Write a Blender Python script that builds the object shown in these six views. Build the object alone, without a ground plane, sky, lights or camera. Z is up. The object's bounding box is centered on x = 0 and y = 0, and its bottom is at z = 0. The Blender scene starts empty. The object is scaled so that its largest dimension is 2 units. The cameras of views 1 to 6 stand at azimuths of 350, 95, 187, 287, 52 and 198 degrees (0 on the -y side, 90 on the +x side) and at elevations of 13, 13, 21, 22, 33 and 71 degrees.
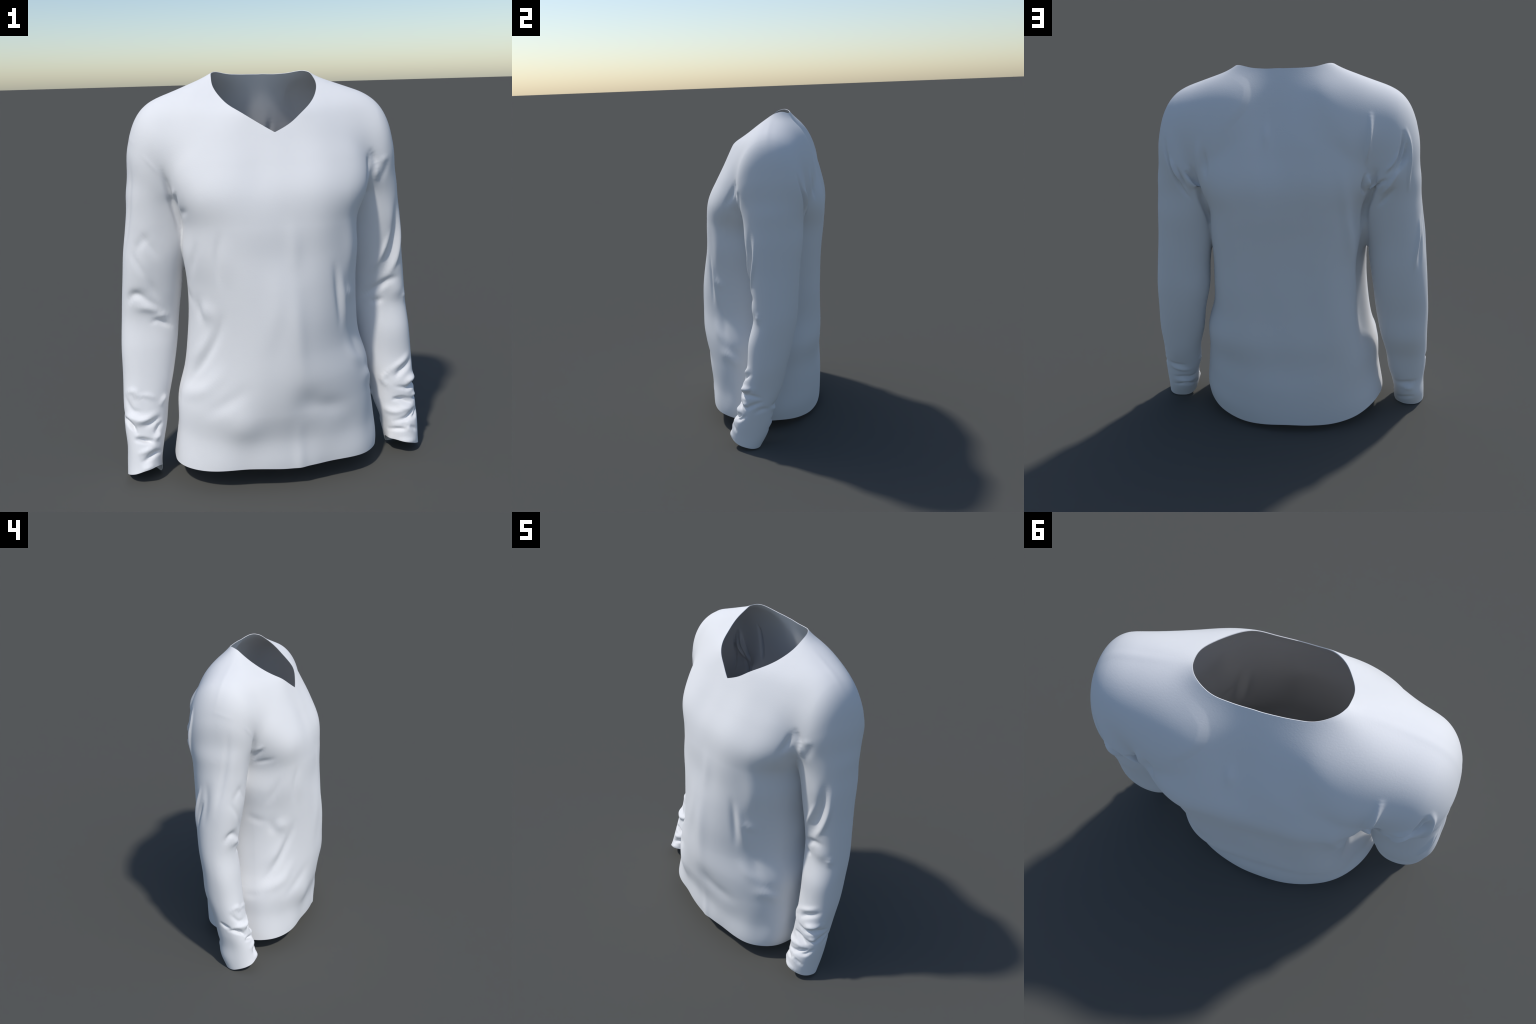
"""A white long-sleeved V-neck shirt, worn by nobody, standing in the air.

The shirt is described by horizontal cross-sections of the torso and of the two
sleeves (half-widths, depths and roundness at a few heights), blended into one
smooth skin.  Fold strokes (ridges and creases with a width and a height) are
pressed into that skin, it is cut along the neckline, the hem and the cuffs,
given the thickness of jersey, and separated into torso and sleeves."""
import math
import bpy
import numpy as np

CELL = 0.0048            # mesh spacing
CLOTH = 0.0028           # cloth thickness
BLEND = 0.06             # softness of the join between torso and sleeves

# ---------------------------------------------------------------- profiles
TORSO_Z = [0.00, 0.12, 0.25, 0.40, 0.55, 0.70, 0.85, 1.00, 1.15, 1.30, 1.45, 1.58, 1.68, 1.76, 1.83, 1.90, 1.96, 2.05]
TORSO = {
    'centre_x': [-0.021, -0.003, 0.002, -0.002, 0.013, 0.002, 0.003, 0.000, -0.004, -0.002, 0.006, -0.002, -0.007, -0.009, -0.009, -0.007, -0.004, 0.001],
    'half_width': [0.524, 0.522, 0.505, 0.492, 0.467, 0.435, 0.424, 0.423, 0.434, 0.432, 0.493, 0.504, 0.481, 0.448, 0.419, 0.358, 0.286, 0.157],
    'mid_y': [-0.091, -0.096, -0.100, -0.098, -0.084, -0.069, -0.056, -0.046, -0.033, -0.014, 0.011, 0.036, 0.058, 0.076, 0.092, 0.109, 0.123, 0.144],
    'front_depth': [0.275, 0.275, 0.268, 0.300, 0.331, 0.344, 0.350, 0.341, 0.331, 0.337, 0.332, 0.300, 0.273, 0.250, 0.213, 0.134, 0.070, -0.000],
    'back_depth': [0.444, 0.458, 0.467, 0.462, 0.458, 0.442, 0.432, 0.427, 0.426, 0.429, 0.420, 0.372, 0.322, 0.267, 0.213, 0.156, 0.105, 0.031],
    'front_round': [2.48, 2.34, 2.19, 1.99, 1.82, 1.76, 1.83, 2.03, 2.31, 2.57, 2.70, 2.68, 2.63, 2.58, 2.56, 2.54, 2.53, 2.53],
    'back_round': [2.16, 2.34, 2.51, 2.79, 3.11, 3.24, 3.26, 3.24, 3.25, 3.29, 3.23, 3.05, 2.90, 2.79, 2.70, 2.63, 2.58, 2.51],
}
ARM_Z = [0.00, 0.08, 0.16, 0.25, 0.36, 0.50, 0.65, 0.80, 0.95, 1.10, 1.25, 1.40, 1.48, 1.56, 1.64, 1.72, 1.80]
SLEEVE_LEFT = {
    'centre_x': [0.693, 0.684, 0.680, 0.667, 0.658, 0.639, 0.622, 0.598, 0.585, 0.565, 0.549, 0.514, 0.516, 0.554, 0.611, 0.657, 0.719],
    'centre_y': [-0.079, -0.059, -0.037, -0.007, 0.023, 0.062, 0.089, 0.120, 0.121, 0.121, 0.123, 0.123, 0.124, 0.121, 0.111, 0.130, 0.168],
    'half_x': [0.084, 0.089, 0.093, 0.106, 0.110, 0.130, 0.137, 0.150, 0.149, 0.153, 0.159, 0.183, 0.186, 0.214, 0.270, 0.289, 0.315],
    'half_y': [0.088, 0.112, 0.116, 0.107, 0.120, 0.121, 0.133, 0.130, 0.141, 0.155, 0.173, 0.184, 0.201, 0.214, 0.201, 0.200, 0.210],
    'lean': [0.032, -0.000, -0.032, -0.071, -0.118, -0.156, -0.182, -0.192, -0.184, -0.170, -0.157, -0.127, -0.096, -0.064, -0.029, 0.004, 0.037],
}
SLEEVE_RIGHT = {
    'centre_x': [-0.687, -0.685, -0.675, -0.666, -0.657, -0.636, -0.621, -0.606, -0.589, -0.570, -0.540, -0.517, -0.519, -0.558, -0.618, -0.657, -0.718],
    'centre_y': [-0.094, -0.054, -0.035, -0.008, 0.021, 0.065, 0.088, 0.116, 0.118, 0.114, 0.121, 0.128, 0.134, 0.129, 0.124, 0.135, 0.169],
    'half_x': [0.089, 0.087, 0.092, 0.105, 0.113, 0.129, 0.143, 0.147, 0.152, 0.156, 0.166, 0.180, 0.186, 0.221, 0.267, 0.288, 0.315],
    'half_y': [0.117, 0.118, 0.113, 0.108, 0.106, 0.119, 0.116, 0.119, 0.137, 0.150, 0.162, 0.182, 0.199, 0.203, 0.209, 0.204, 0.215],
    'lean': [-0.046, -0.010, 0.048, 0.120, 0.114, 0.102, 0.081, 0.060, 0.046, 0.034, 0.030, 0.027, 0.024, 0.019, 0.012, 0.002, -0.009],
}

# rims against the angle (0 = front, 90 = wearer's left): heights of hem and
# cuffs, and for the neckline its elevation seen from a point in the chest
NECK_EYE = 1.65
HEM = {0: 0.103, 20: 0.104, 40: 0.104, 55: 0.095, 70: 0.087, 80: 0.074, 90: 0.068, 100: 0.061, 110: 0.049, 125: 0.033, 140: 0.025, 160: 0.033, 180: 0.042, 200: 0.041, 220: 0.040, 235: 0.054, 250: 0.078, 260: 0.091, 270: 0.091, 280: 0.091, 290: 0.098, 305: 0.101, 320: 0.109, 340: 0.111}
NECKLINE = {0: 0.225, 15: 0.348, 30: 0.488, 45: 0.605, 60: 0.705, 75: 0.801, 90: 0.900, 105: 0.973, 120: 1.050, 135: 1.145, 150: 1.208, 165: 1.243, 180: 1.251, 195: 1.242, 210: 1.211, 225: 1.152, 240: 1.061, 255: 0.990, 270: 0.924, 285: 0.828, 300: 0.726, 315: 0.610, 330: 0.501, 345: 0.379}
CUFF_LEFT = {0: 0.067, 30: 0.046, 60: 0.029, 90: 0.017, 120: 0.006, 150: 0.001, 180: 0.001, 210: 0.001, 240: 0.018, 270: 0.061, 300: 0.078, 330: 0.078}
CUFF_RIGHT = {0: 0.073, 30: 0.079, 60: 0.063, 90: 0.042, 120: 0.000, 150: 0.000, 180: 0.000, 210: 0.000, 240: 0.006, 270: 0.021, 300: 0.036, 330: 0.053}

# ---------------------------------------------------------------- folds
# part, half width, height (negative = crease), points along the fold
CHEST_FOLDS = [
    ('torso', 0.13, 0.01, [(-0.322, -0.272, 1.461)]),
    ('torso', 0.13, 0.009, [(0.142, -0.309, 1.474)]),
    ('torso', 0.07, 0.01, [(0.120, -0.150, 1.830)]),
    ('torso', 0.07, 0.01, [(-0.120, -0.150, 1.830)]),
    ('torso', 0.065, -0.003, [(-0.067, -0.211, 1.684), (-0.090, -0.278, 1.547), (-0.110, -0.328, 1.412)]),
]
FRONT_DRAPE_FOLDS = [
    ('torso', 0.0364, 0.0052, [(0.030, -0.347, 1.321), (0.046, -0.357, 1.209), (0.047, -0.372, 1.078)]),
    ('torso', 0.0392, 0.0059, [(0.040, -0.371, 1.082), (0.046, -0.401, 0.857), (0.058, -0.409, 0.663), (0.072, -0.408, 0.518)]),
    ('torso', 0.077, -0.0104, [(0.100, -0.397, 0.449)]),
    ('torso', 0.084, -0.0065, [(0.199, -0.369, 0.393)]),
    ('torso', 0.056, -0.0039, [(-0.060, -0.387, 0.964), (-0.041, -0.407, 0.783), (-0.072, -0.407, 0.618)]),
    ('torso', 0.042, 0.0039, [(-0.275, -0.305, 1.253), (-0.267, -0.314, 1.154), (-0.264, -0.313, 1.046)]),
    ('torso', 0.042, 0.0033, [(-0.066, -0.368, 1.102), (-0.048, -0.392, 0.931), (-0.094, -0.397, 0.729)]),
    ('torso', 0.028, -0.0033, [(-0.385, -0.184, 0.969), (-0.385, -0.180, 0.897), (-0.390, -0.171, 0.823)]),
]
RIGHT_FLANK_FOLDS = [
    ('torso', 0.026, -0.0127, [(-0.284, -0.298, 0.906), (-0.313, -0.274, 0.791), (-0.373, -0.227, 0.654), (-0.431, -0.173, 0.546), (-0.463, -0.135, 0.492)]),
    ('torso', 0.0455, 0.0085, [(-0.352, -0.228, 0.885)]),
    ('torso', 0.039, 0.0085, [(-0.345, -0.239, 0.790), (-0.383, -0.204, 0.697), (-0.430, -0.142, 0.604)]),
    ('torso', 0.0416, 0.011, [(-0.291, -0.308, 0.626), (-0.380, -0.257, 0.512), (-0.469, -0.157, 0.456), (-0.488, -0.104, 0.424)]),
    ('torso', 0.0364, -0.0068, [(-0.186, -0.374, 0.540), (-0.291, -0.335, 0.456), (-0.405, -0.269, 0.376)]),
    ('torso', 0.0195, -0.0051, [(-0.284, -0.300, 1.289), (-0.304, -0.293, 1.167), (-0.293, -0.294, 1.012)]),
    ('torso', 0.026, -0.0059, [(-0.384, -0.217, 1.228), (-0.403, -0.188, 1.143), (-0.411, -0.140, 1.050)]),
    ('torso', 0.0286, -0.0043, [(-0.420, -0.015, 0.958), (-0.418, -0.073, 0.936), (-0.401, -0.145, 0.924)]),
    ('torso', 0.0286, -0.0043, [(-0.397, -0.153, 0.934), (-0.384, -0.180, 0.871), (-0.369, -0.206, 0.827)]),
    ('torso', 0.0286, -0.0034, [(-0.491, -0.016, 0.408), (-0.491, -0.086, 0.411), (-0.476, -0.150, 0.437)]),
]
RIGHT_ARMPIT_FOLDS = [
    ('torso', 0.018, -0.0096, [(-0.465, -0.133, 1.447), (-0.465, -0.088, 1.404), (-0.448, -0.051, 1.350)]),
    ('torso', 0.0192, -0.0056, [(-0.416, -0.194, 1.376), (-0.439, -0.118, 1.351), (-0.442, -0.052, 1.333)]),
    ('torso', 0.0144, 0.004, [(-0.472, -0.126, 1.467), (-0.475, -0.100, 1.441), (-0.475, -0.077, 1.429)]),
    ('right', 0.0108, 0.0012, [(-0.613, -0.033, 1.634), (-0.586, -0.057, 1.598), (-0.555, -0.071, 1.561), (-0.531, -0.076, 1.527)]),
]
SHOULDER_SEAMS_FOLDS = [
    ('all', 0.016, 0.002, [(-0.266, 0.124, 1.985), (-0.412, 0.110, 1.922), (-0.564, 0.110, 1.855), (-0.628, 0.114, 1.776), (-0.665, 0.123, 1.672)]),
    ('all', 0.014, 0.0009, [(-0.655, 0.148, 1.710), (-0.657, 0.077, 1.697), (-0.633, -0.004, 1.664)]),
    ('all', 0.016, 0.002, [(0.273, 0.106, 1.975), (0.334, 0.107, 1.949), (0.420, 0.106, 1.918), (0.543, 0.104, 1.865), (0.630, 0.120, 1.760)]),
]
RIGHT_SLEEVE_FOLDS = [
    ('right', 0.0203, -0.0043, [(-0.638, -0.016, 1.252), (-0.602, -0.033, 1.193), (-0.564, -0.036, 1.120)]),
    ('right', 0.0203, -0.0056, [(-0.688, 0.015, 1.157), (-0.662, -0.013, 1.093), (-0.618, -0.025, 1.014)]),
    ('right', 0.0216, -0.005, [(-0.631, -0.024, 1.032), (-0.593, -0.021, 0.963), (-0.561, -0.009, 0.899)]),
    ('right', 0.027, -0.0081, [(-0.725, 0.041, 0.898), (-0.671, -0.003, 0.939), (-0.609, -0.016, 0.930)]),
    ('right', 0.0351, 0.005, [(-0.695, 0.013, 0.878), (-0.633, -0.007, 0.875), (-0.556, 0.001, 0.844)]),
    ('right', 0.0149, -0.0093, [(-0.617, -0.003, 0.783), (-0.580, -0.000, 0.796), (-0.545, 0.007, 0.777), (-0.502, 0.031, 0.746)]),
    ('right', 0.0189, 0.0068, [(-0.587, -0.001, 0.813), (-0.550, 0.005, 0.820), (-0.521, 0.017, 0.810)]),
    ('right', 0.0189, -0.0056, [(-0.662, 0.035, 1.620), (-0.669, 0.036, 1.469), (-0.687, 0.052, 1.318), (-0.706, 0.068, 1.202), (-0.731, 0.091, 1.047)]),
    ('right', 0.0203, -0.0056, [(-0.699, 0.157, 1.280), (-0.716, 0.150, 1.146), (-0.729, 0.167, 0.985)]),
    ('right', 0.0297, 0.0037, [(-0.695, 0.108, 1.359), (-0.713, 0.106, 1.180), (-0.733, 0.123, 1.024)]),
    ('right', 0.0297, 0.0037, [(-0.646, -0.001, 1.493), (-0.664, 0.010, 1.315), (-0.695, 0.026, 1.156)]),
    ('right', 0.0243, -0.0062, [(-0.593, -0.035, 1.247), (-0.656, -0.011, 1.174), (-0.651, -0.020, 1.087)]),
    ('right', 0.0189, -0.0081, [(-0.719, 0.035, 0.865), (-0.700, 0.014, 0.928), (-0.657, -0.009, 0.926), (-0.552, -0.007, 0.850)]),
    ('right', 0.0216, 0.0062, [(-0.686, 0.009, 0.863), (-0.623, -0.007, 0.865), (-0.551, -0.000, 0.829)]),
]
RIGHT_BACK_PLEATS_FOLDS = [
    ('all', 0.0104, -0.0252, [(-0.586, 0.290, 1.695), (-0.583, 0.310, 1.608), (-0.550, 0.326, 1.534), (-0.510, 0.332, 1.486)]),
    ('all', 0.0133, -0.0273, [(-0.604, 0.290, 1.646), (-0.605, 0.299, 1.585), (-0.585, 0.316, 1.539), (-0.551, 0.328, 1.492)]),
    ('all', 0.0104, -0.0294, [(-0.510, 0.334, 1.461), (-0.470, 0.329, 1.431), (-0.439, 0.292, 1.380)]),
    ('all', 0.0114, 0.0189, [(-0.572, 0.317, 1.603), (-0.543, 0.328, 1.542), (-0.503, 0.331, 1.493)]),
    ('all', 0.0114, 0.0168, [(-0.572, 0.323, 1.512), (-0.532, 0.329, 1.442), (-0.485, 0.299, 1.367)]),
    ('all', 0.0114, -0.0126, [(-0.554, 0.311, 1.415), (-0.500, 0.296, 1.344), (-0.466, 0.283, 1.302)]),
    ('all', 0.0095, 0.0147, [(-0.594, 0.277, 1.713), (-0.618, 0.280, 1.637), (-0.623, 0.287, 1.568), (-0.619, 0.291, 1.468), (-0.620, 0.274, 1.375)]),
    ('all', 0.0114, 0.0147, [(-0.688, 0.199, 1.240), (-0.683, 0.218, 1.130), (-0.672, 0.233, 1.017), (-0.667, 0.234, 0.929)]),
    ('all', 0.0114, -0.0126, [(-0.708, 0.174, 1.154), (-0.702, 0.204, 1.046), (-0.694, 0.219, 0.939)]),
    ('all', 0.0114, 0.0231, [(-0.428, 0.310, 1.789), (-0.424, 0.340, 1.692), (-0.417, 0.348, 1.624), (-0.406, 0.344, 1.539)]),
    ('all', 0.0095, -0.021, [(-0.406, 0.340, 1.495), (-0.396, 0.339, 1.422), (-0.408, 0.299, 1.374)]),
    ('all', 0.0171, 0.0231, [(-0.416, 0.330, 1.478), (-0.421, 0.305, 1.413)]),
    ('all', 0.0123, -0.0357, [(-0.464, 0.327, 1.520), (-0.449, 0.314, 1.437), (-0.433, 0.285, 1.362), (-0.412, 0.252, 1.292), (-0.406, 0.236, 1.226), (-0.406, 0.231, 1.139)]),
]
LEFT_BACK_PLEATS_FOLDS = [
    ('all', 0.0104, -0.0209, [(0.602, 0.269, 1.665), (0.598, 0.294, 1.590), (0.567, 0.316, 1.493), (0.528, 0.305, 1.404), (0.475, 0.298, 1.330)]),
    ('all', 0.0114, 0.0171, [(0.581, 0.310, 1.572), (0.553, 0.325, 1.502), (0.523, 0.317, 1.434)]),
    ('all', 0.0104, -0.0171, [(0.550, 0.327, 1.532), (0.525, 0.328, 1.466), (0.499, 0.305, 1.389)]),
    ('all', 0.0104, -0.0266, [(0.497, 0.328, 1.500), (0.462, 0.319, 1.457), (0.435, 0.319, 1.412)]),
    ('all', 0.0123, -0.0323, [(0.470, 0.311, 1.529), (0.440, 0.312, 1.425), (0.431, 0.290, 1.343), (0.415, 0.260, 1.272), (0.403, 0.227, 1.199), (0.383, 0.262, 1.131)]),
    ('all', 0.0171, 0.0133, [(0.414, 0.339, 1.665), (0.420, 0.337, 1.564), (0.422, 0.333, 1.461)]),
    ('all', 0.0142, -0.0133, [(0.387, 0.352, 1.618), (0.382, 0.356, 1.540), (0.382, 0.367, 1.470)]),
]
BACK_SHEET_FOLDS = [
    ('torso', 0.0297, 0.0112, [(-0.299, 0.388, 1.549), (-0.307, 0.394, 1.408), (-0.328, 0.336, 1.182), (-0.351, 0.283, 0.959)]),
    ('torso', 0.0297, 0.0096, [(-0.354, 0.282, 0.982), (-0.374, 0.247, 0.830), (-0.395, 0.220, 0.701)]),
    ('torso', 0.0473, -0.0128, [(-0.365, 0.357, 1.398), (-0.374, 0.296, 1.230), (-0.390, 0.245, 1.072)]),
    ('torso', 0.0405, 0.0024, [(0.077, 0.375, 1.686), (0.057, 0.431, 1.417), (0.090, 0.380, 1.022)]),
    ('torso', 0.0405, -0.0024, [(-0.110, 0.376, 1.686), (-0.097, 0.430, 1.417), (-0.102, 0.380, 1.025)]),
    ('torso', 0.0405, 0.0024, [(0.139, 0.395, 1.621), (0.111, 0.419, 1.340), (0.142, 0.378, 1.020)]),
    ('torso', 0.14, -0.032, [(0.060, 0.310, 1.930), (0.060, 0.370, 1.720), (0.050, 0.420, 1.360)]),
    ('torso', 0.08, -0.013, [(-0.200, -0.360, -0.100), (-0.200, -0.355, 0.050), (-0.220, -0.350, 0.220)]),
    ('torso', 0.08, -0.012, [(0.220, -0.350, -0.100), (0.210, -0.350, 0.050), (0.200, -0.360, 0.220)]),
    ('torso', 0.03, 0.008, [(0.060, -0.385, -0.050), (0.060, -0.385, 0.100), (0.050, -0.390, 0.350)]),
    ('torso', 0.1, 0.034, [(0.310, 0.410, 1.620), (0.320, 0.405, 1.250), (0.340, 0.390, 0.900), (0.360, 0.380, 0.450)]),
    ('torso', 0.12, 0.016, [(0.220, 0.410, 1.500), (0.240, 0.400, 1.200), (0.250, 0.380, 0.900), (0.260, 0.370, 0.600), (0.260, 0.370, 0.300)]),
    ('torso', 0.12, 0.016, [(-0.220, 0.410, 1.500), (-0.240, 0.400, 1.200), (-0.250, 0.380, 0.900), (-0.260, 0.370, 0.600), (-0.260, 0.370, 0.300)]),
    ('torso', 0.09, -0.05, [(-0.410, 0.200, 1.350), (-0.415, 0.180, 1.050), (-0.430, 0.180, 0.750), (-0.460, 0.170, 0.400), (-0.490, 0.160, 0.160)]),
    ('torso', 0.05, 0.014, [(-0.340, 0.360, 1.450), (-0.350, 0.345, 1.100), (-0.380, 0.340, 0.700), (-0.420, 0.300, 0.300)]),
    ('torso', 0.018, 0.01, [(0.075, 0.330, 1.880), (0.080, 0.370, 1.740), (0.080, 0.380, 1.580)]),
]
ARMPIT_LINES_FOLDS = [
    ('all', 0.014, -0.016, [(-0.522, -0.087, 1.574), (-0.507, -0.077, 1.499), (-0.494, -0.065, 1.442), (-0.473, -0.043, 1.362), (-0.454, -0.027, 1.288), (-0.445, -0.007, 1.213)]),
    ('all', 0.02, -0.01, [(0.489, -0.108, 1.599), (0.476, -0.135, 1.519), (0.458, -0.175, 1.455)]),
    ('torso', 0.09, 0.014, [(-0.220, -0.360, 0.330)]),
]
LEFT_SLEEVE_FOLDS = [
    ('left', 0.03, -0.0247, [(0.665, -0.012, 1.345), (0.668, -0.019, 1.212), (0.642, -0.025, 1.084), (0.595, -0.018, 0.942)]),
    ('left', 0.0163, 0.0114, [(0.689, 0.009, 1.287), (0.692, 0.007, 1.159), (0.674, -0.011, 1.039), (0.620, -0.018, 0.938)]),
    ('left', 0.0163, 0.0114, [(0.639, -0.034, 1.200), (0.594, -0.031, 1.085), (0.530, -0.004, 0.955)]),
    ('left', 0.02, -0.0152, [(0.684, -0.002, 0.931), (0.614, -0.015, 0.910), (0.496, 0.030, 0.831)]),
    ('left', 0.05, 0.0114, [(0.655, -0.008, 0.865), (0.700, 0.009, 0.847)]),
    ('left', 0.0225, 0.0066, [(0.722, 0.028, 0.843), (0.725, 0.025, 0.794)]),
    ('left', 0.0175, -0.0095, [(0.596, -0.007, 0.815), (0.544, 0.005, 0.800)]),
    ('left', 0.021, -0.0045, [(0.597, -0.070, 1.558), (0.584, -0.074, 1.509), (0.557, -0.070, 1.441)]),
    ('all', 0.015, 0.0054, [(0.533, -0.093, 1.524), (0.533, -0.080, 1.458)]),
    ('left', 0.018, 0.0032, [(0.549, -0.091, 1.536), (0.573, -0.083, 1.558), (0.598, -0.071, 1.565)]),
    ('all', 0.018, -0.0081, [(0.497, -0.103, 1.612), (0.518, -0.097, 1.570), (0.533, -0.093, 1.528)]),
    ('torso', 0.045, -0.0081, [(0.477, -0.136, 1.447), (0.473, -0.067, 1.395)]),
]
LEFT_FLANK_FOLDS = [
    ('torso', 0.021, -0.0094, [(0.245, -0.322, 1.115), (0.262, -0.316, 0.984), (0.274, -0.310, 0.867), (0.278, -0.307, 0.775)]),
    ('torso', 0.024, 0.0079, [(0.281, -0.302, 1.080), (0.298, -0.290, 0.926), (0.324, -0.268, 0.767)]),
    ('torso', 0.03, 0.0058, [(0.309, -0.279, 0.959), (0.333, -0.256, 0.934), (0.361, -0.224, 0.916)]),
    ('torso', 0.045, 0.0065, [(0.319, -0.279, 1.330), (0.338, -0.260, 1.222), (0.343, -0.255, 1.128), (0.321, -0.270, 1.023)]),
    ('torso', 0.033, -0.0065, [(0.330, -0.260, 0.841), (0.383, -0.229, 0.650), (0.442, -0.203, 0.527)]),
    ('torso', 0.033, 0.0058, [(0.302, -0.296, 0.690), (0.358, -0.271, 0.609), (0.419, -0.220, 0.574)]),
    ('torso', 0.039, 0.0101, [(0.409, -0.251, 0.492), (0.456, -0.190, 0.486), (0.485, -0.123, 0.434)]),
    ('torso', 0.033, -0.0072, [(0.429, -0.216, 0.546), (0.465, -0.167, 0.509), (0.484, -0.115, 0.481)]),
    ('torso', 0.075, -0.0072, [(0.465, -0.200, 0.360), (0.461, -0.233, 0.209), (0.464, -0.241, 0.107)]),
    ('torso', 0.045, 0.0065, [(0.487, -0.078, 0.464), (0.503, -0.081, 0.280), (0.516, -0.091, 0.091)]),
    ('torso', 0.045, -0.0058, [(0.088, -0.398, 0.441), (0.205, -0.369, 0.409), (0.321, -0.321, 0.381)]),
]
LEFT_CUFF_FOLDS = [
    ('left', 0.03, 0.012, [(0.600, -0.130, 0.070)]),
    ('left', 0.014, -0.01, [(0.626, -0.079, 0.401), (0.717, -0.059, 0.451), (0.756, -0.019, 0.483)]),
    ('left', 0.016, 0.009, [(0.609, -0.067, 0.427), (0.698, -0.058, 0.480), (0.738, -0.030, 0.514)]),
    ('left', 0.012, -0.016, [(0.633, -0.091, 0.354), (0.685, -0.099, 0.343), (0.732, -0.082, 0.336), (0.765, -0.034, 0.348), (0.764, 0.040, 0.332)]),
    ('left', 0.016, 0.012, [(0.698, -0.091, 0.373), (0.744, -0.063, 0.378), (0.769, 0.001, 0.391)]),
    ('left', 0.01, -0.016, [(0.628, -0.098, 0.290), (0.675, -0.107, 0.276), (0.724, -0.102, 0.260), (0.743, -0.089, 0.260)]),
    ('left', 0.014, 0.01, [(0.739, -0.084, 0.292), (0.766, -0.050, 0.278)]),
    ('left', 0.016, 0.009, [(0.649, -0.112, 0.250), (0.694, -0.119, 0.233), (0.739, -0.100, 0.234)]),
    ('left', 0.011, -0.016, [(0.615, -0.123, 0.168), (0.685, -0.140, 0.187), (0.728, -0.122, 0.204), (0.759, -0.082, 0.222)]),
    ('left', 0.012, -0.011, [(0.667, -0.152, 0.157), (0.724, -0.150, 0.133), (0.754, -0.128, 0.110)]),
    ('left', 0.016, 0.01, [(0.626, -0.157, 0.075), (0.680, -0.171, 0.070), (0.734, -0.158, 0.061)]),
    ('left', 0.01, -0.014, [(0.619, -0.095, 0.278), (0.674, -0.105, 0.288), (0.736, -0.092, 0.271)]),
    ('left', 0.01, -0.012, [(0.599, -0.098, 0.120), (0.643, -0.150, 0.135), (0.691, -0.160, 0.134)]),
    ('left', 0.015, -0.009, [(0.725, -0.051, 0.467), (0.675, -0.078, 0.426), (0.641, -0.084, 0.391)]),
    ('left', 0.018, 0.008, [(0.615, -0.068, 0.436), (0.587, -0.059, 0.387), (0.617, -0.086, 0.346)]),
    ('left', 0.018, 0.012, [(0.584, -0.072, 0.229), (0.638, -0.119, 0.220), (0.719, -0.117, 0.226)]),
    ('left', 0.012, -0.012, [(0.695, -0.137, 0.193), (0.752, -0.095, 0.217)]),
    ('left', 0.012, -0.012, [(0.695, -0.100, 0.325), (0.755, -0.053, 0.362), (0.766, -0.012, 0.397)]),
    ('left', 0.016, 0.01, [(0.700, -0.094, 0.358), (0.749, -0.052, 0.396)]),
    ('left', 0.012, -0.013, [(0.692, -0.107, 0.277), (0.759, -0.065, 0.272), (0.770, -0.011, 0.295), (0.761, 0.049, 0.314)]),
    ('left', 0.014, -0.007, [(0.773, -0.022, 0.237), (0.765, 0.030, 0.261), (0.731, 0.079, 0.255)]),
    ('left', 0.01, -0.014, [(0.675, -0.145, 0.183), (0.747, -0.114, 0.188), (0.769, -0.057, 0.226)]),
    ('left', 0.016, 0.009, [(0.682, -0.162, 0.158), (0.719, -0.155, 0.128)]),
    ('left', 0.012, -0.012, [(0.719, 0.070, 0.170), (0.653, 0.077, 0.166), (0.609, 0.041, 0.152), (0.587, -0.004, 0.167)]),
    ('left', 0.01, -0.014, [(0.729, 0.050, 0.109), (0.644, 0.055, 0.107), (0.597, -0.053, 0.073)]),
    ('left', 0.014, 0.009, [(0.719, 0.064, 0.142), (0.640, 0.063, 0.134), (0.593, -0.021, 0.120)]),
    ('left', 0.014, 0.008, [(0.734, 0.075, 0.250), (0.661, 0.094, 0.229), (0.584, 0.053, 0.223)]),
    ('left', 0.014, -0.007, [(0.740, 0.077, 0.279), (0.674, 0.103, 0.262), (0.615, 0.098, 0.267)]),
    ('left', 0.012, 0.009, [(0.563, 0.055, 0.283), (0.556, 0.012, 0.279)]),
]
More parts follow.
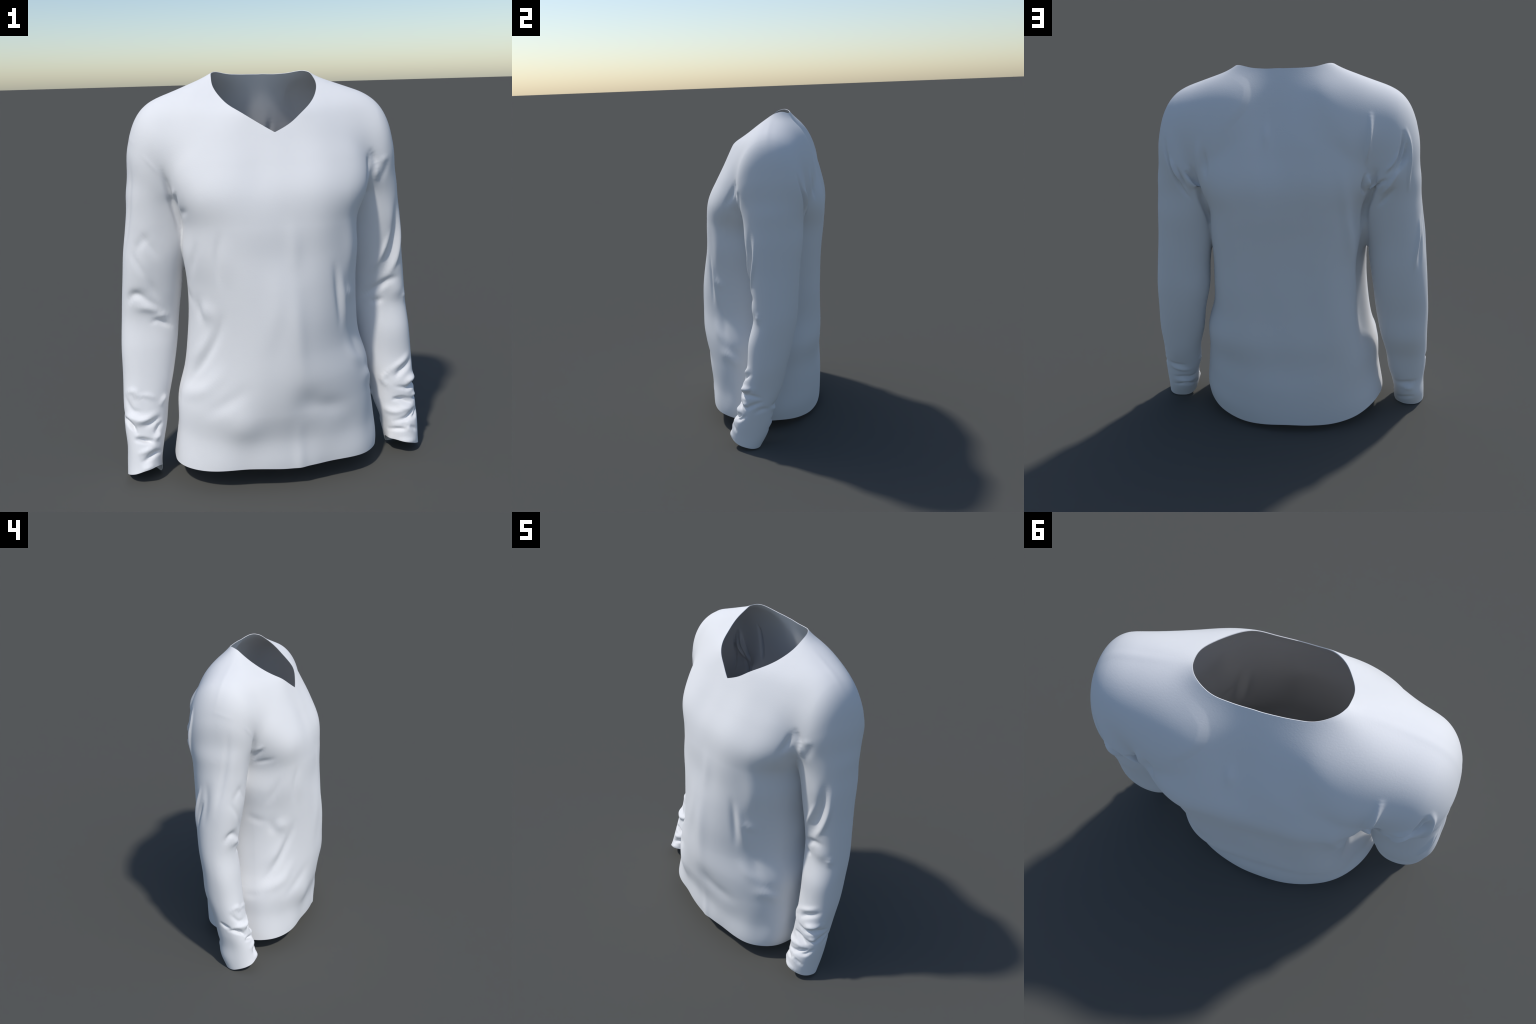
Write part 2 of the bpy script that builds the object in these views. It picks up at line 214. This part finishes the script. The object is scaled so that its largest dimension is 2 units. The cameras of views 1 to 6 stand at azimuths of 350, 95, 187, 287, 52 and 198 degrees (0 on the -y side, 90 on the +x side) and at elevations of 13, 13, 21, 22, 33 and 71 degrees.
RIGHT_CUFF_FOLDS = [
    ('right', 0.01, -0.014, [(-0.770, -0.036, 0.296), (-0.736, -0.093, 0.275), (-0.712, -0.115, 0.240)]),
    ('right', 0.01, -0.015, [(-0.726, -0.117, 0.218), (-0.677, -0.130, 0.211), (-0.635, -0.123, 0.203)]),
    ('right', 0.012, -0.018, [(-0.709, -0.157, 0.112), (-0.680, -0.158, 0.122), (-0.658, -0.152, 0.136), (-0.628, -0.135, 0.147), (-0.598, -0.093, 0.134)]),
    ('right', 0.015, 0.01, [(-0.717, -0.143, 0.150), (-0.666, -0.143, 0.168), (-0.630, -0.128, 0.179)]),
    ('right', 0.018, 0.012, [(-0.753, -0.061, 0.325), (-0.713, -0.094, 0.301), (-0.663, -0.096, 0.315), (-0.603, -0.072, 0.336)]),
    ('right', 0.014, -0.012, [(-0.679, -0.107, 0.279), (-0.635, -0.095, 0.296), (-0.594, -0.071, 0.308)]),
    ('right', 0.02, -0.009, [(-0.726, -0.056, 0.416), (-0.690, -0.066, 0.429), (-0.656, -0.071, 0.415)]),
    ('right', 0.018, 0.008, [(-0.760, -0.016, 0.430), (-0.717, -0.052, 0.447), (-0.678, -0.075, 0.400)]),
    ('right', 0.016, 0.01, [(-0.594, -0.064, 0.363), (-0.569, -0.040, 0.396), (-0.557, -0.025, 0.389)]),
    ('right', 0.015, 0.012, [(-0.634, -0.120, 0.211), (-0.600, -0.092, 0.228)]),
    ('right', 0.012, -0.012, [(-0.629, -0.110, 0.232), (-0.608, -0.089, 0.267), (-0.584, -0.067, 0.277)]),
    ('right', 0.011, -0.014, [(-0.763, 0.047, 0.347), (-0.772, -0.005, 0.321), (-0.770, -0.023, 0.318)]),
    ('right', 0.01, -0.016, [(-0.771, -0.009, 0.300), (-0.755, -0.067, 0.299), (-0.722, -0.104, 0.264)]),
    ('right', 0.016, 0.011, [(-0.768, -0.032, 0.324), (-0.726, -0.085, 0.320), (-0.643, -0.097, 0.303)]),
    ('right', 0.011, -0.016, [(-0.733, -0.113, 0.219), (-0.687, -0.127, 0.218), (-0.625, -0.137, 0.196)]),
    ('right', 0.016, 0.008, [(-0.744, -0.042, 0.412), (-0.677, -0.068, 0.430), (-0.604, -0.063, 0.407)]),
    ('right', 0.014, -0.008, [(-0.760, -0.019, 0.417), (-0.733, -0.068, 0.358), (-0.677, -0.088, 0.349)]),
    ('right', 0.016, 0.01, [(-0.644, -0.165, 0.092), (-0.701, -0.173, 0.077)]),
    ('right', 0.018, -0.012, [(-0.592, 0.033, 0.168), (-0.656, 0.080, 0.173), (-0.730, 0.060, 0.188)]),
    ('right', 0.018, 0.008, [(-0.649, 0.070, 0.139), (-0.699, 0.070, 0.136)]),
    ('right', 0.014, -0.008, [(-0.614, -0.006, 0.038), (-0.669, 0.057, 0.069), (-0.727, 0.052, 0.078)]),
]
FOLDS = (CHEST_FOLDS + FRONT_DRAPE_FOLDS + RIGHT_FLANK_FOLDS + RIGHT_ARMPIT_FOLDS + SHOULDER_SEAMS_FOLDS + RIGHT_SLEEVE_FOLDS + RIGHT_BACK_PLEATS_FOLDS + LEFT_BACK_PLEATS_FOLDS + BACK_SHEET_FOLDS + ARMPIT_LINES_FOLDS + LEFT_SLEEVE_FOLDS + LEFT_FLANK_FOLDS + LEFT_CUFF_FOLDS + RIGHT_CUFF_FOLDS)


# ---------------------------------------------------------------- field
def spline_weights(knots, z):
    """Rows of weights: value(z) = weights @ values, cubic Hermite."""
    knots = np.asarray(knots, float)
    n = len(knots)
    z = np.clip(z, knots[0], knots[-1])
    h = np.diff(knots)
    slope = np.zeros((n, n))
    slope[0, 0], slope[0, 1] = -1 / h[0], 1 / h[0]
    slope[-1, -2], slope[-1, -1] = -1 / h[-1], 1 / h[-1]
    for i in range(1, n - 1):
        a, b = h[i - 1], h[i]
        slope[i, i - 1] = -b / (a * (a + b))
        slope[i, i] = (b - a) / (a * b)
        slope[i, i + 1] = a / (b * (a + b))
    k = np.clip(np.searchsorted(knots, z, side='right') - 1, 0, n - 2)
    t = (z - knots[k]) / h[k]
    w = np.zeros((len(z), n))
    r = np.arange(len(z))
    w[r, k] += 2 * t**3 - 3 * t**2 + 1
    w[r, k + 1] += -2 * t**3 + 3 * t**2
    w += ((t**3 - 2 * t**2 + t) * h[k])[:, None] * slope[k]
    w += ((t**3 - t**2) * h[k])[:, None] * slope[k + 1]
    return w


ARMPIT = (.42, 1.40)
SHOULDER_BEND = .2
SIDES = (('left', 1), ('right', -1))
TORSO_ROWS = np.array(list(TORSO.values()))
SLEEVES = {'left': np.array(list(SLEEVE_LEFT.values())), 'right': np.array(list(SLEEVE_RIGHT.values()))}


def rows_at(knots, rows, z):
    """Profile rows at many heights, through a fine table."""
    fine = np.linspace(knots[0], knots[-1], 900)
    table = rows @ spline_weights(knots, fine).T
    return np.stack([np.interp(z, fine, r) for r in table])


def along_sleeve(x, z, side):
    """Sleeve coordinates: straight down below the armpit, and fanned round the
    armpit above it, so that the sleeve tube bends over into the shoulder."""
    u, v = x * side - ARMPIT[0], z - ARMPIT[1]
    above = v > 0
    out = np.where(above, side * (ARMPIT[0] + np.hypot(u, v)), x)
    return out, np.where(above, ARMPIT[1] + SHOULDER_BEND * np.arctan2(v, u), z)


def torso_field(x, y, s):
    cx, w, yc, df, db, nf, nb = s
    px, py = np.abs(x - cx), y - yc
    front = py < 0
    d = np.maximum(np.where(front, df, db), .05)
    n = np.clip(np.where(front, nf, nb), 1.4, 6)
    w = np.maximum(w, .05)
    norm = ((px / w)**n + (np.abs(py) / d)**n + 1e-12)**(1 / n)
    return np.sqrt(px * px + py * py) * (1 - 1 / np.maximum(norm, .05))


def sleeve_field(x, y, z, s):
    cx, cy, a, b, lean = s
    x0, y0 = x - cx, y - cy
    n = 2.2
    norm = ((np.abs(x0 - lean * y0) / np.maximum(a, .02))**n + (np.abs(y0) / np.maximum(b, .02))**n + 1e-12)**(1 / n)
    return np.sqrt(x0 * x0 + y0 * y0) * (1 - 1 / np.maximum(norm, .05)) + 3 * np.maximum(0, z - 1.68)**2


def softness(z):
    """Sleeve and torso meet in a sharp crease below the armpit, softly above."""
    t = np.clip((z - 1.42) / .32, 0, 1)
    return .015 + .11 * t * t * (3 - 2 * t)


def soft_min(a, b, k):
    h = np.maximum(k - np.abs(a - b), 0) / k
    return np.minimum(a, b) - h * h * k * .25


def parts_field(p):
    out = [torso_field(p[:, 0], p[:, 1], rows_at(TORSO_Z, TORSO_ROWS, p[:, 2]))]
    for name, side in SIDES:
        x, s = along_sleeve(p[:, 0], p[:, 2], side)
        out.append(sleeve_field(x, p[:, 1], s, rows_at(ARM_Z, SLEEVES[name], s)))
    return out


def field(p):
    t, l, r = parts_field(p)
    k = softness(p[:, 2])
    return soft_min(soft_min(t, l, k), r, k)


def gradient(p, e=1.5e-3):
    g = np.empty_like(p)
    for i in range(3):
        q = np.zeros(3)
        q[i] = e
        g[:, i] = (field(p + q) - field(p - q)) / (2 * e)
    return g


def to_skin(p, steps=2):
    for _ in range(steps):
        g = gradient(p)
        f = field(p)
        p = p - np.clip(f / np.maximum((g * g).sum(1), .04), -.02, .02)[:, None] * g
    return p


# ---------------------------------------------------------------- skin
def skin_mesh():
    """Surface nets over the field: one vertex per crossed cell."""
    lo, hi = np.array([-.86, -.48, -.06]), np.array([.86, .54, 2.04])
    n = np.ceil((hi - lo) / CELL).astype(int)
    ax = [lo[i] + CELL * np.arange(n[i]) for i in range(3)]
    wt = spline_weights(TORSO_Z, ax[2])
    gx, gy = np.meshgrid(ax[0], ax[1], indexing='ij')
    f = np.empty(n, np.float32)
    for k in range(n[2]):
        t = torso_field(gx, gy, TORSO_ROWS @ wt[k])
        for name, side in SIDES:
            x, s = along_sleeve(ax[0], np.full(n[0], ax[2][k]), side)
            r = rows_at(ARM_Z, SLEEVES[name], s)[:, :, None]
            t = soft_min(t, sleeve_field(x[:, None], gy, s[:, None], r), softness(ax[2][k]))
        f[:, :, k] = t
    inside = f < 0
    m = n - 1
    count = np.zeros(m, np.int8)
    for d in np.ndindex(2, 2, 2):
        count += inside[d[0]:d[0] + m[0], d[1]:d[1] + m[1], d[2]:d[2] + m[2]]
    cells = np.argwhere((count > 0) & (count < 8))
    index = np.full(m, -1, np.int32)
    index[tuple(cells.T)] = np.arange(len(cells))
    total, hits = np.zeros((len(cells), 3)), np.zeros(len(cells))
    for axis in range(3):
        others = [i for i in range(3) if i != axis]
        for u, v in np.ndindex(2, 2):
            a = cells.copy()
            a[:, others[0]] += u
            a[:, others[1]] += v
            b = a.copy()
            b[:, axis] += 1
            fa, fb = f[tuple(a.T)], f[tuple(b.T)]
            cross = (fa < 0) != (fb < 0)
            t = np.where(cross, fa / np.where(cross, fa - fb, 1), 0)
            q = a.astype(float)
            q[:, axis] += t
            total += q * cross[:, None]
            hits += cross
    verts = lo + CELL * total / hits[:, None]
    quads = []
    for axis in range(3):
        u, v = (axis + 1) % 3, (axis + 2) % 3
        first = [slice(None)] * 3
        second = [slice(None)] * 3
        first[axis], second[axis] = slice(0, -1), slice(1, None)
        a, b = inside[tuple(first)], inside[tuple(second)]
        e = np.argwhere(a != b)
        e = e[(e[:, u] > 0) & (e[:, v] > 0) & (e[:, u] < m[u]) & (e[:, v] < m[v])]
        flip = ~a[tuple(e.T)]
        ring = []
        for du, dv in ((0, 0), (-1, 0), (-1, -1), (0, -1)):
            c = e.copy()
            c[:, u] += du
            c[:, v] += dv
            ring.append(index[tuple(c.T)])
        q = np.stack(ring, 1)
        q[flip] = q[flip][:, ::-1]
        quads.append(q)
    return verts, np.concatenate(quads)


def face_sums(verts, faces):
    a = verts[faces[:, 2]] - verts[faces[:, 0]]
    b = verts[faces[:, 3]] - verts[faces[:, 1]]
    fn = np.cross(a, b)
    n = np.zeros_like(verts)
    for i in range(faces.shape[1]):
        for k in range(3):
            n[:, k] += np.bincount(faces[:, i], fn[:, k], len(verts))
    return n / np.maximum(np.linalg.norm(n, axis=1), 1e-12)[:, None]


def spread(values, faces):
    """Average of a vector over each vertex's neighbours."""
    total = np.empty_like(values)
    a, b = faces.ravel(), np.roll(faces, -1, 1).ravel()
    deg = np.bincount(a, minlength=len(values))
    for k in range(3):
        total[:, k] = np.bincount(a, values[b, k], len(values))
    return total / np.maximum(deg, 1)[:, None]


def relax(verts, faces, normal, amount=.5):
    step = spread(verts, faces) - verts
    step -= (step * normal).sum(1)[:, None] * normal
    return verts + amount * step


def melt_shoulders(verts, faces, rounds=110):
    """Soften the turn of the sleeve into the shoulder and the shoulder blades."""
    arm = np.exp(-((verts[:, 2] - 1.43) / .14)**2) * np.clip((np.abs(verts[:, 0]) - .34) / .08, 0, 1)
    blade = np.exp(-((verts[:, 2] - 1.46) / .16)**2) * (verts[:, 1] > .1)
    t, l, r = parts_field(verts)
    seam = np.clip(np.abs(t - np.minimum(l, r)) / .05 - .3, 0, 1)
    weight = np.maximum(arm * np.maximum(seam, np.clip((verts[:, 2] - 1.5) / .1, 0, 1)), blade * seam)
    yoke = np.clip((verts[:, 2] - 1.6) / .12, 0, 1) * np.clip((.56 - np.abs(verts[:, 0])) / .1, 0, 1)
    weight = np.maximum(weight, yoke * np.clip((1.995 - verts[:, 2]) / .03, .0, 1))
    touched = weight > .02
    near = touched[faces].any(1)
    f = faces[near]
    ids = np.unique(f)
    local = np.full(len(verts), -1)
    local[ids] = np.arange(len(ids))
    f = local[f]
    v, w = verts[ids], np.where(touched[ids], weight[ids], 0)[:, None]
    a, b = f.ravel(), np.roll(f, -1, 1).ravel()
    deg = np.maximum(np.bincount(a, minlength=len(ids)), 1)[:, None]
    for _ in range(rounds):
        mean = np.stack([np.bincount(a, v[b, k], len(ids)) for k in range(3)], 1) / deg
        v = v + .8 * w * (mean - v)
    verts = verts.copy()
    verts[ids] = v
    return verts


# ---------------------------------------------------------------- folds
def curve_points(ctrl, spacing=.012):
    c = np.asarray(ctrl, float)
    if len(c) == 1:
        return c
    c = np.vstack([2 * c[0] - c[1], c, 2 * c[-1] - c[-2]])
    out = []
    for i in range(1, len(c) - 2):
        k = max(2, int(np.linalg.norm(c[i + 1] - c[i]) / spacing))
        t = np.linspace(0, 1, k, endpoint=False)[:, None]
        a, b, d, e = c[i - 1], c[i], c[i + 1], c[i + 2]
        out.append(.5 * (2 * b + (d - a) * t + (2 * a - 5 * b + 4 * d - e) * t**2 + (3 * b - a - 3 * d + e) * t**3))
    return np.vstack(out + [c[-2:-1]])


def fold_heights(verts, normal, owner):
    """Sum of all the fold strokes at every vertex."""
    total = np.zeros(len(verts))
    for part, width, height, ctrl in FOLDS:
        line = curve_points(ctrl)
        reach = 2.6 * width
        pick = np.where(np.all((verts > line.min(0) - reach) & (verts < line.max(0) + reach), axis=1) & (owner[part] > .01))[0]
        if not len(pick):
            continue
        p = verts[pick]
        shape = np.zeros(len(p))
        if len(line) == 1:
            shape = np.exp(-((p - line[0])**2).sum(1) / width**2)
        for i in range(len(line) - 1):
            a, e = line[i], line[i + 1] - line[i]
            t = np.clip((p - a) @ e / (e @ e), 0, 1)
            d = p - a - t[:, None] * e
            taper = np.clip(np.sin(math.pi * (i + t) / (len(line) - 1)), 0, 1)**1.2
            shape = np.maximum(shape, taper * np.exp(-(d * d).sum(1) / width**2))
        total[pick] += height * shape * owner[part][pick]
    return total


def uneven(p, waves=9, size=.0004):
    """Faint hand of the cloth: long, mostly upright waves."""
    rng = np.random.default_rng(7)
    total = np.zeros(len(p))
    for _ in range(waves):
        k = np.array([rng.uniform(12, 34) * rng.choice((-1, 1)), rng.uniform(-22, 22), rng.uniform(-11, 11)])
        total += np.sin(p @ k + rng.uniform(0, 2 * math.pi))
    return size * total


def ring_value(table, angle, corner=False):
    """Smooth periodic height over an angle, with a corner at 0 if asked."""
    k0 = np.radians(np.array(list(table.keys()), float))
    v0 = np.array(list(table.values()), float)
    k = np.concatenate([k0 - 2 * math.pi, k0, k0 + 2 * math.pi])
    v = np.tile(v0, 3)
    m = np.gradient(v, k)
    angle = np.mod(angle, 2 * math.pi)
    i = np.searchsorted(k, angle, side='right') - 1
    h = k[i + 1] - k[i]
    t = (angle - k[i]) / h
    m0, m1 = m[i].copy(), m[i + 1].copy()
    if corner:
        secant = (v[i + 1] - v[i]) / h
        m0 = np.where(np.isclose(np.mod(k[i], 2 * math.pi), 0), secant, m0)
        m1 = np.where(np.isclose(np.mod(k[i + 1] + 1e-9, 2 * math.pi), 0, atol=1e-6), secant, m1)
    return (2 * t**3 - 3 * t**2 + 1) * v[i] + (t**3 - 2 * t**2 + t) * h * m0 + (-2 * t**3 + 3 * t**2) * v[i + 1] + (t**3 - t**2) * h * m1


def trim_heights(p):
    """Positive where cloth is kept: below the neckline, above hem and cuffs."""
    t, l, r = parts_field(p)
    r_neck = np.hypot(p[:, 0], p[:, 1] - .1)
    rise = p[:, 2] - NECK_EYE
    keep = (ring_value(NECKLINE, np.arctan2(p[:, 0], .1 - p[:, 1]), corner=True) - np.arctan2(rise, r_neck)) * np.hypot(rise, r_neck)
    low = p[:, 2] - ring_value(HEM, np.arctan2(p[:, 0], -p[:, 1]))
    wa = spline_weights(ARM_Z, p[:, 2])
    for f, side, table in ((l, 'left', CUFF_LEFT), (r, 'right', CUFF_RIGHT)):
        cx, cy = (SLEEVES[side] @ wa.T)[:2]
        cuff = p[:, 2] - ring_value(table, np.arctan2(p[:, 0] - cx, cy - p[:, 1]))
        low = np.where(f < np.minimum(t, .2), cuff, low)
    return np.minimum(keep, low)


def clip_mesh(verts, normal, base, quads):
    """Cut the skin along the zero line of trim_heights (triangle clipping)."""
    g = trim_heights(base)
    g[np.abs(g) < 2e-5] = 2e-5
    positive = (g > 0)[quads]
    whole = quads[positive.all(1)]
    cut = quads[positive.any(1) & ~positive.all(1)]
    tris = np.concatenate([cut[:, [0, 1, 2]], cut[:, [0, 2, 3]]])
    new_v, new_n, ids = [], [], {}

    def crossing(a, b):
        key = (min(a, b), max(a, b))
        if key not in ids:
            t = g[key[0]] / (g[key[0]] - g[key[1]])
            ids[key] = len(verts) + len(new_v)
            new_v.append(verts[key[0]] * (1 - t) + verts[key[1]] * t)
            new_n.append(normal[key[0]] * (1 - t) + normal[key[1]] * t)
        return ids[key]

    out, rim = [], []
    for tri in tris:
        up = [g[i] > 0 for i in tri]
        if all(up):
            out.append(tuple(tri))
        elif any(up):
            poly, entry = [], {}
            for i in range(3):
                a, b = int(tri[i]), int(tri[(i + 1) % 3])
                if g[a] > 0:
                    poly.append(a)
                if (g[a] > 0) != (g[b] > 0):
                    c = crossing(a, b)
                    poly.append(c)
                    entry['leave' if g[a] > 0 else 'enter'] = c
            out.append(tuple(poly))
            rim.append((entry['leave'], entry['enter']))
    v = np.vstack([verts, np.array(new_v)])
    nn = np.vstack([normal, np.array(new_n)])
    return v, nn / np.linalg.norm(nn, axis=1)[:, None], [tuple(q) for q in whole.tolist()] + out, rim


# ---------------------------------------------------------------- material
def cloth_material():
    mat = bpy.data.materials.new('white_jersey')
    mat.use_nodes = True
    nt = mat.node_tree
    nt.nodes.clear()
    out = nt.nodes.new('ShaderNodeOutputMaterial')
    bsdf = nt.nodes.new('ShaderNodeBsdfPrincipled')
    bsdf.inputs['Roughness'].default_value = .95
    bsdf.inputs['Specular IOR Level'].default_value = .15
    nt.links.new(bsdf.outputs[0], out.inputs[0])
    co = nt.nodes.new('ShaderNodeTexCoord')
    # very soft tone variation
    soft = nt.nodes.new('ShaderNodeTexNoise')
    soft.inputs['Scale'].default_value = 3.
    soft.inputs['Detail'].default_value = 3.
    ramp = nt.nodes.new('ShaderNodeValToRGB')
    ramp.color_ramp.elements[0].position, ramp.color_ramp.elements[1].position = .3, .7
    ramp.color_ramp.elements[0].color = (*[c * .985 for c in CLOTH_COLOUR], 1)
    ramp.color_ramp.elements[1].color = (*CLOTH_COLOUR, 1)
    nt.links.new(co.outputs['Object'], soft.inputs['Vector'])
    nt.links.new(soft.outputs['Fac'], ramp.inputs['Fac'])
    nt.links.new(ramp.outputs['Color'], bsdf.inputs['Base Color'])
    # knit grain: fine noise drawn out along the rows
    stretch = nt.nodes.new('ShaderNodeMapping')
    stretch.inputs['Scale'].default_value = (130, 130, 260)
    grain = nt.nodes.new('ShaderNodeTexNoise')
    grain.inputs['Scale'].default_value = 1.
    grain.inputs['Detail'].default_value = 3.
    bump = nt.nodes.new('ShaderNodeBump')
    bump.inputs['Strength'].default_value = .15
    bump.inputs['Distance'].default_value = .002
    nt.links.new(co.outputs['Object'], stretch.inputs['Vector'])
    nt.links.new(stretch.outputs['Vector'], grain.inputs['Vector'])
    nt.links.new(grain.outputs['Fac'], bump.inputs['Height'])
    nt.links.new(bump.outputs['Normal'], bsdf.inputs['Normal'])
    return mat


CLOTH_COLOUR = (.772, .772, .78)


# ---------------------------------------------------------------- build
def build():
    verts, quads = skin_mesh()
    for _ in range(3):
        verts = relax(verts, quads, face_sums(verts, quads))
    verts = to_skin(verts)
    verts = melt_shoulders(verts, quads)
    normal = face_sums(verts, quads)
    t, l, r = parts_field(verts)
    arm = np.minimum(l, r)
    of_arm = np.clip(.5 + (t - arm) / .03, 0, 1)
    owner = {'torso': 1 - of_arm, 'left': of_arm * (verts[:, 0] > 0), 'right': of_arm * (verts[:, 0] < 0), 'all': np.ones(len(verts))}
    smooth = normal
    for _ in range(12):
        smooth = spread(smooth, quads)
    smooth /= np.linalg.norm(smooth, axis=1)[:, None]
    height = fold_heights(verts, smooth, owner) + uneven(verts)
    shaped = verts + height[:, None] * smooth
    normal = face_sums(shaped, quads)
    v, n, faces, rim = clip_mesh(shaped, normal, verts, quads)

    # drop loose vertices, add the inside of the cloth and the rims
    used = np.zeros(len(v), bool)
    for f in faces:
        used[list(f)] = True
    remap = np.cumsum(used) - 1
    v, n = v[used], n[used]
    v[:, 2] -= v[:, 2].min()
    v[:, 2] *= 2.0 / v[:, 2].max()      # two metres from cuff to collar
    m = len(v)
    co = np.vstack([v, v - CLOTH * n])
    vn = np.vstack([n, -n])
    outer = [tuple(int(remap[i]) for i in f) for f in faces]
    inner = [tuple(i + m for i in f[::-1]) for f in outer]
    rims = [(int(remap[b]), int(remap[a]), int(remap[a]) + m, int(remap[b]) + m) for a, b in rim]

    # regions: sleeves are outside the armhole line
    t, l, r = parts_field(v)
    arm = np.minimum(l, r)
    ax = np.abs(v[:, 0])
    armhole = .44 + .10 * np.clip((v[:, 2] - 1.35) / .5, 0, 1)
    is_arm = np.where(v[:, 2] > 1.36, ax > armhole, arm < t)
    region_v = np.where(is_arm, np.where(v[:, 0] > 0, 1, 2), 0)

    thing = bpy.data.objects.new('long_sleeved_shirt', None)
    thing['label'] = 'plain white long sleeved V-neck shirt with soft folds'
    thing['category'] = 'shirt'
    bpy.context.collection.objects.link(thing)
    mat = cloth_material()
    groups = {0: [], 1: [], 2: []}
    for f in outer:
        groups[int(region_v[f[0]])].append((f, 0))
    for f, g in zip(inner, outer):
        groups[int(region_v[g[0]])].append((f, 0))
    for f in rims:
        groups[int(region_v[f[0] % m])].append((f, 1))
    for key, name in ((0, 'torso'), (1, 'sleeve'), (2, 'sleeve.001')):
        fs = groups[key]
        ids = np.unique(np.concatenate([np.array(f) for f, _ in fs]))
        loc = np.full(len(co), -1)
        loc[ids] = np.arange(len(ids))
        mesh = bpy.data.meshes.new(name.split('.')[0])
        mesh.from_pydata(co[ids].tolist(), [], [[int(loc[i]) for i in f] for f, _ in fs])
        mesh.materials.append(mat)
        mesh.polygons.foreach_set('use_smooth', np.ones(len(fs), bool))
        loop_normals = []
        for f, is_rim in fs:
            if is_rim:
                p = co[list(f)]
                q = np.cross(p[2] - p[0], p[3] - p[1])
                q /= max(np.linalg.norm(q), 1e-12)
                loop_normals += [tuple(q)] * len(f)
            else:
                loop_normals += [tuple(vn[i]) for i in f]
        mesh.normals_split_custom_set(loop_normals)
        mesh.update()
        ob = bpy.data.objects.new(name, mesh)
        ob.parent = thing
        bpy.context.collection.objects.link(ob)


build()
